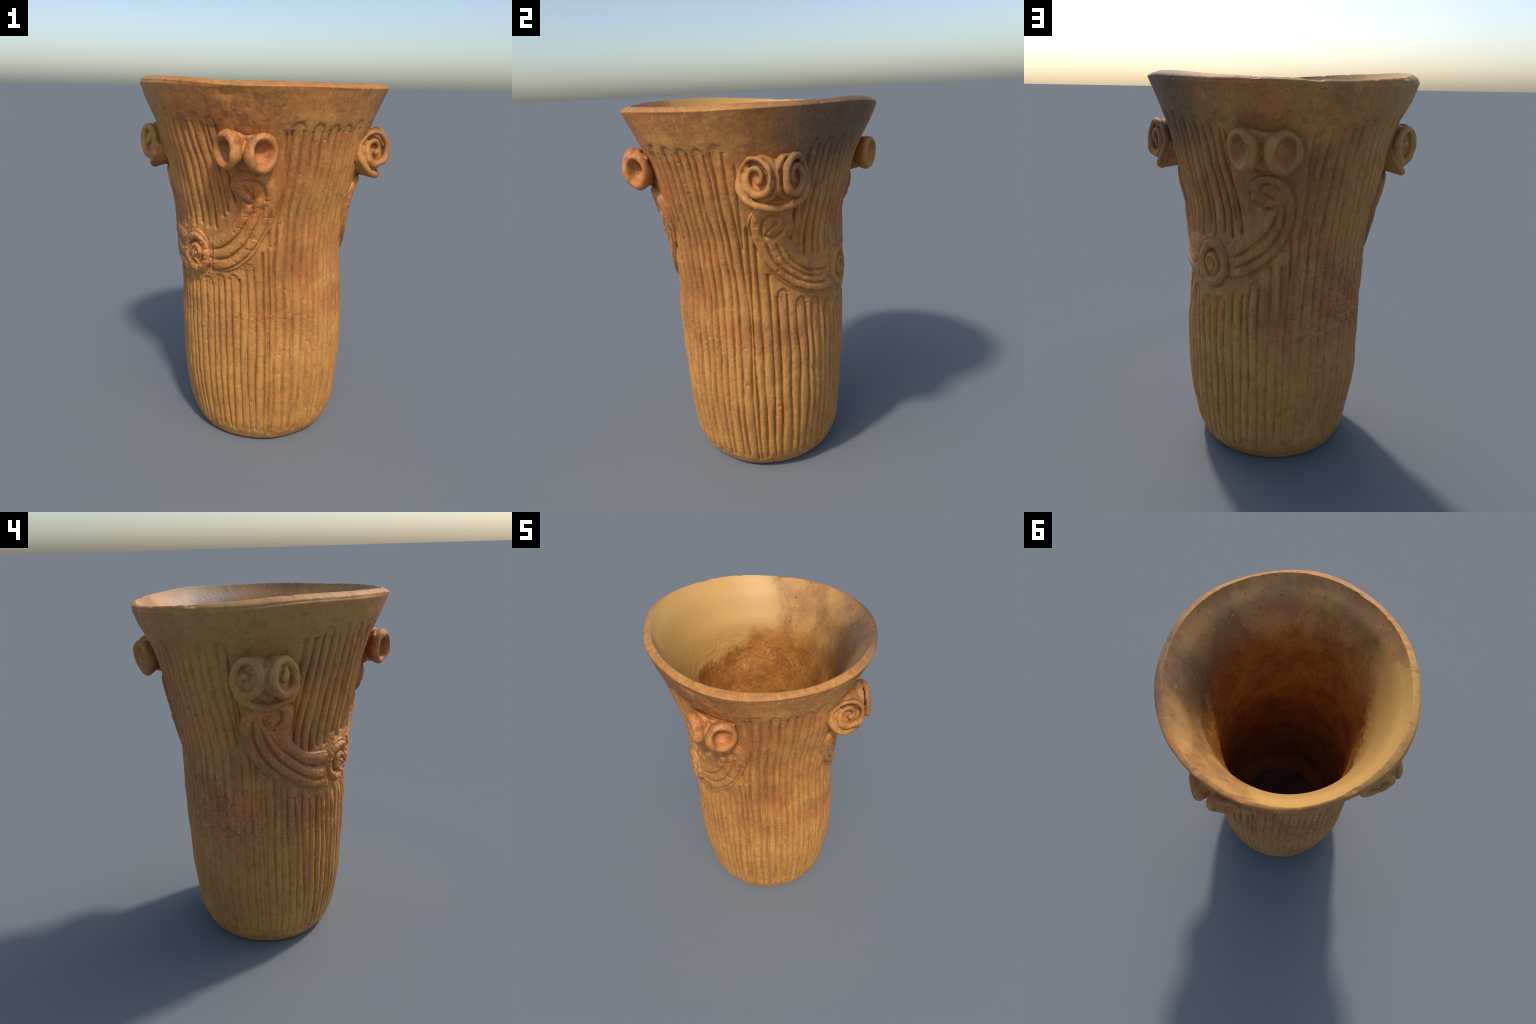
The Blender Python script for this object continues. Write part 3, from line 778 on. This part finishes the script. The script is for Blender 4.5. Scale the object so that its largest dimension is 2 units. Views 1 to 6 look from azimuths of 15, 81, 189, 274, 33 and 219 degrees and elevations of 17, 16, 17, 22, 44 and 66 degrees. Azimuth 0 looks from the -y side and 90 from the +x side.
def ring_lug(az, z, turns, side, ro, rh, pit, seed, tilt):
    c = Clay(az, seed)
    for sgn, turn, dz, k in ((-1, turns[0], .004, .98), (1, turns[1], -.003, 1.03)):
        ax = c.D(sgn * turn, tilt)
        ctr = c.P(.652 if tilt > -5 else .641, sgn * side, z + dz)
        r = ro * k
        prof = [(0, -pit), (rh * .5, -pit * .96), (rh * .86, -pit * .6), (rh, -.016), (rh + .007, -.003), (rh + .018, .004), (r - .014, .002), (r - .003, -.010),
                (r, -.024), (r - .005, -.042), (r - .018, -.066), (r - .028, -.090), (r - .034, -.112), (0, -.112)]
        c.lathe(ctr, ax, prof, squash=.93)
    c.ball(c.P(.560, 0, z - .005), (.050, .075, .085))
    # thin ridge that ties the two cups together along the top and runs down the cleft
    c.tube([c.P(.585, -.125, z + .070), c.P(.610, -.065, z + .080), c.P(.606, 0, z + .062), c.P(.610, .065, z + .076), c.P(.585, .135, z + .060)], [.008, .012, .013, .012, .008])
    c.tube([c.P(.603, 0, z + .062), c.P(.598, 0, z + .01), c.P(.58, 0, z - .06)], [.014, .012, .014])
    return c.fuse('ring_lug', voxel=.0042, soften=4)


def volute_lug(az, z, turns, side, seed, spiral):
    c = Clay(az, seed)
    for sgn, turn in ((-1, turns[0]), (1, turns[1])):
        ax = c.D(sgn * turn)
        ctr = c.P(.627 if spiral else .629, sgn * side, z + .008)
        e = (c.s * -sgn) - ax * (c.s * -sgn).dot(ax); e.normalize()      # in the disc plane, towards the partner disc
        pol = lambda t, r, h=0.0: ctr + e * (r * math.cos(math.radians(t))) + c.u * (r * 1.08 * math.sin(math.radians(t))) + ax * h
        if spiral:
            # dished disc, a proud inner coil and a thin outer strip that both spring from the cleft
            c.lathe(ctr, ax, [(0, -.020), (.04, -.022), (.070, -.024), (.104, -.026), (.106, -.055), (.080, -.085), (0, -.088)])
            c.tube([pol(-66, .066, .006), pol(-38, .074, .008), pol(-5, .076, .006), pol(35, .080, .002), pol(80, .085), pol(125, .090, -.008), pol(170, .095, -.018), pol(215, .099, -.020), pol(255, .104, -.012)],
                   [.015, .018, .018, .017, .0165, .016, .016, .0165, .017])
            c.tube([pol(-66, .066, .004), pol(-100, .064, .000), pol(-145, .059, -.004), pol(-190, .054, -.006), pol(-235, .050, -.006), pol(-280, .044, -.004), pol(-325, .035, -.003), pol(-375, .024, -.003), pol(-430, .012, -.004)],
                   [.016, .019, .020, .019, .018, .018, .017, .016, .016])
        else:
            c.lathe(ctr, ax, [(0, -.012), (.04, -.012), (.070, -.018), (.094, -.030), (.097, -.06), (.072, -.085), (0, -.088)])
            c.tube([pol(t, .074 + .004 * math.sin(math.radians(t * 2)), -.004) for t in range(0, 400, 30)], [.0215, .0215])
            c.tube([pol(-140, .058, -.012), pol(-165, .040, -.010), pol(170, .026, -.007), pol(125, .014, -.003), pol(60, .010, -.002)] if sgn < 0 else
                   [pol(100, .052, -.014), pol(112, .026, -.008), pol(60, .006, .000), pol(-30, .014, -.004)], [.012, .015, .018, .018])
    w, d = (.152, .132) if spiral else (.132, .132)
    tr = (.0165, .019) if spiral else (.016, .018)
    for k in range(4):          # the strip under the coils, packed with clay back to the wall
        b, g = .022 * k, 1 - .05 * k
        c.tube([c.P(.550 - b, -w * g - .004, z - .005), c.P(.574 - b, -w * g, z - .055), c.P(.602 - b, -w * .80 * g, z - .098 * g), c.P(.622 - b, -w * .42 * g, z - (d - .014) * g), c.P(.630 - b, 0, z - (d - .004) * g),
                c.P(.622 - b, w * .42 * g, z - (d - .014) * g), c.P(.602 - b, w * .80 * g, z - .098 * g), c.P(.574 - b, w * g, z - .055), c.P(.550 - b, w * g + .004, z - .005)],
               [tr[0], tr[1], tr[1], tr[1], tr[1], tr[1], tr[1], tr[1], tr[0]])
    c.ball(c.P(.555, 0, z - .050), (.074 if spiral else .084, .120, .080))
    c.ball(c.P(.555, 0, z + .02), (.048, .10, .085))
    if not spiral:      # middle ridge between the two curls
        c.tube([c.P(.596, 0, z + .075), c.P(.612, .002, z + .02), c.P(.612, 0, z - .04), c.P(.615, 0, z - .09)], [.016, .015, .015, .018])
    c.tube([c.P(.585, -.10, z + .086), c.P(.594, 0, z + .078), c.P(.585, .10, z + .086)], [.010, .013, .010])
    return c.fuse('volute_lug', voxel=.0042, soften=4)


add_object('ring_lug', ring_lug(7.9, 1.667, (46, 38), .096, .091, .050, .058, 1, -3), MAT_OUT)
add_object('ring_lug', ring_lug(182.6, 1.663, (42, 38), .102, .095, .053, .046, 2, -6), MAT_OUT)
add_object('volute_lug', volute_lug(90.5, 1.640, (40, 41), .090, 3, True), MAT_OUT)
add_object('volute_lug', volute_lug(274.8, 1.642, (37, 47), .084, 4, False), MAT_OUT)
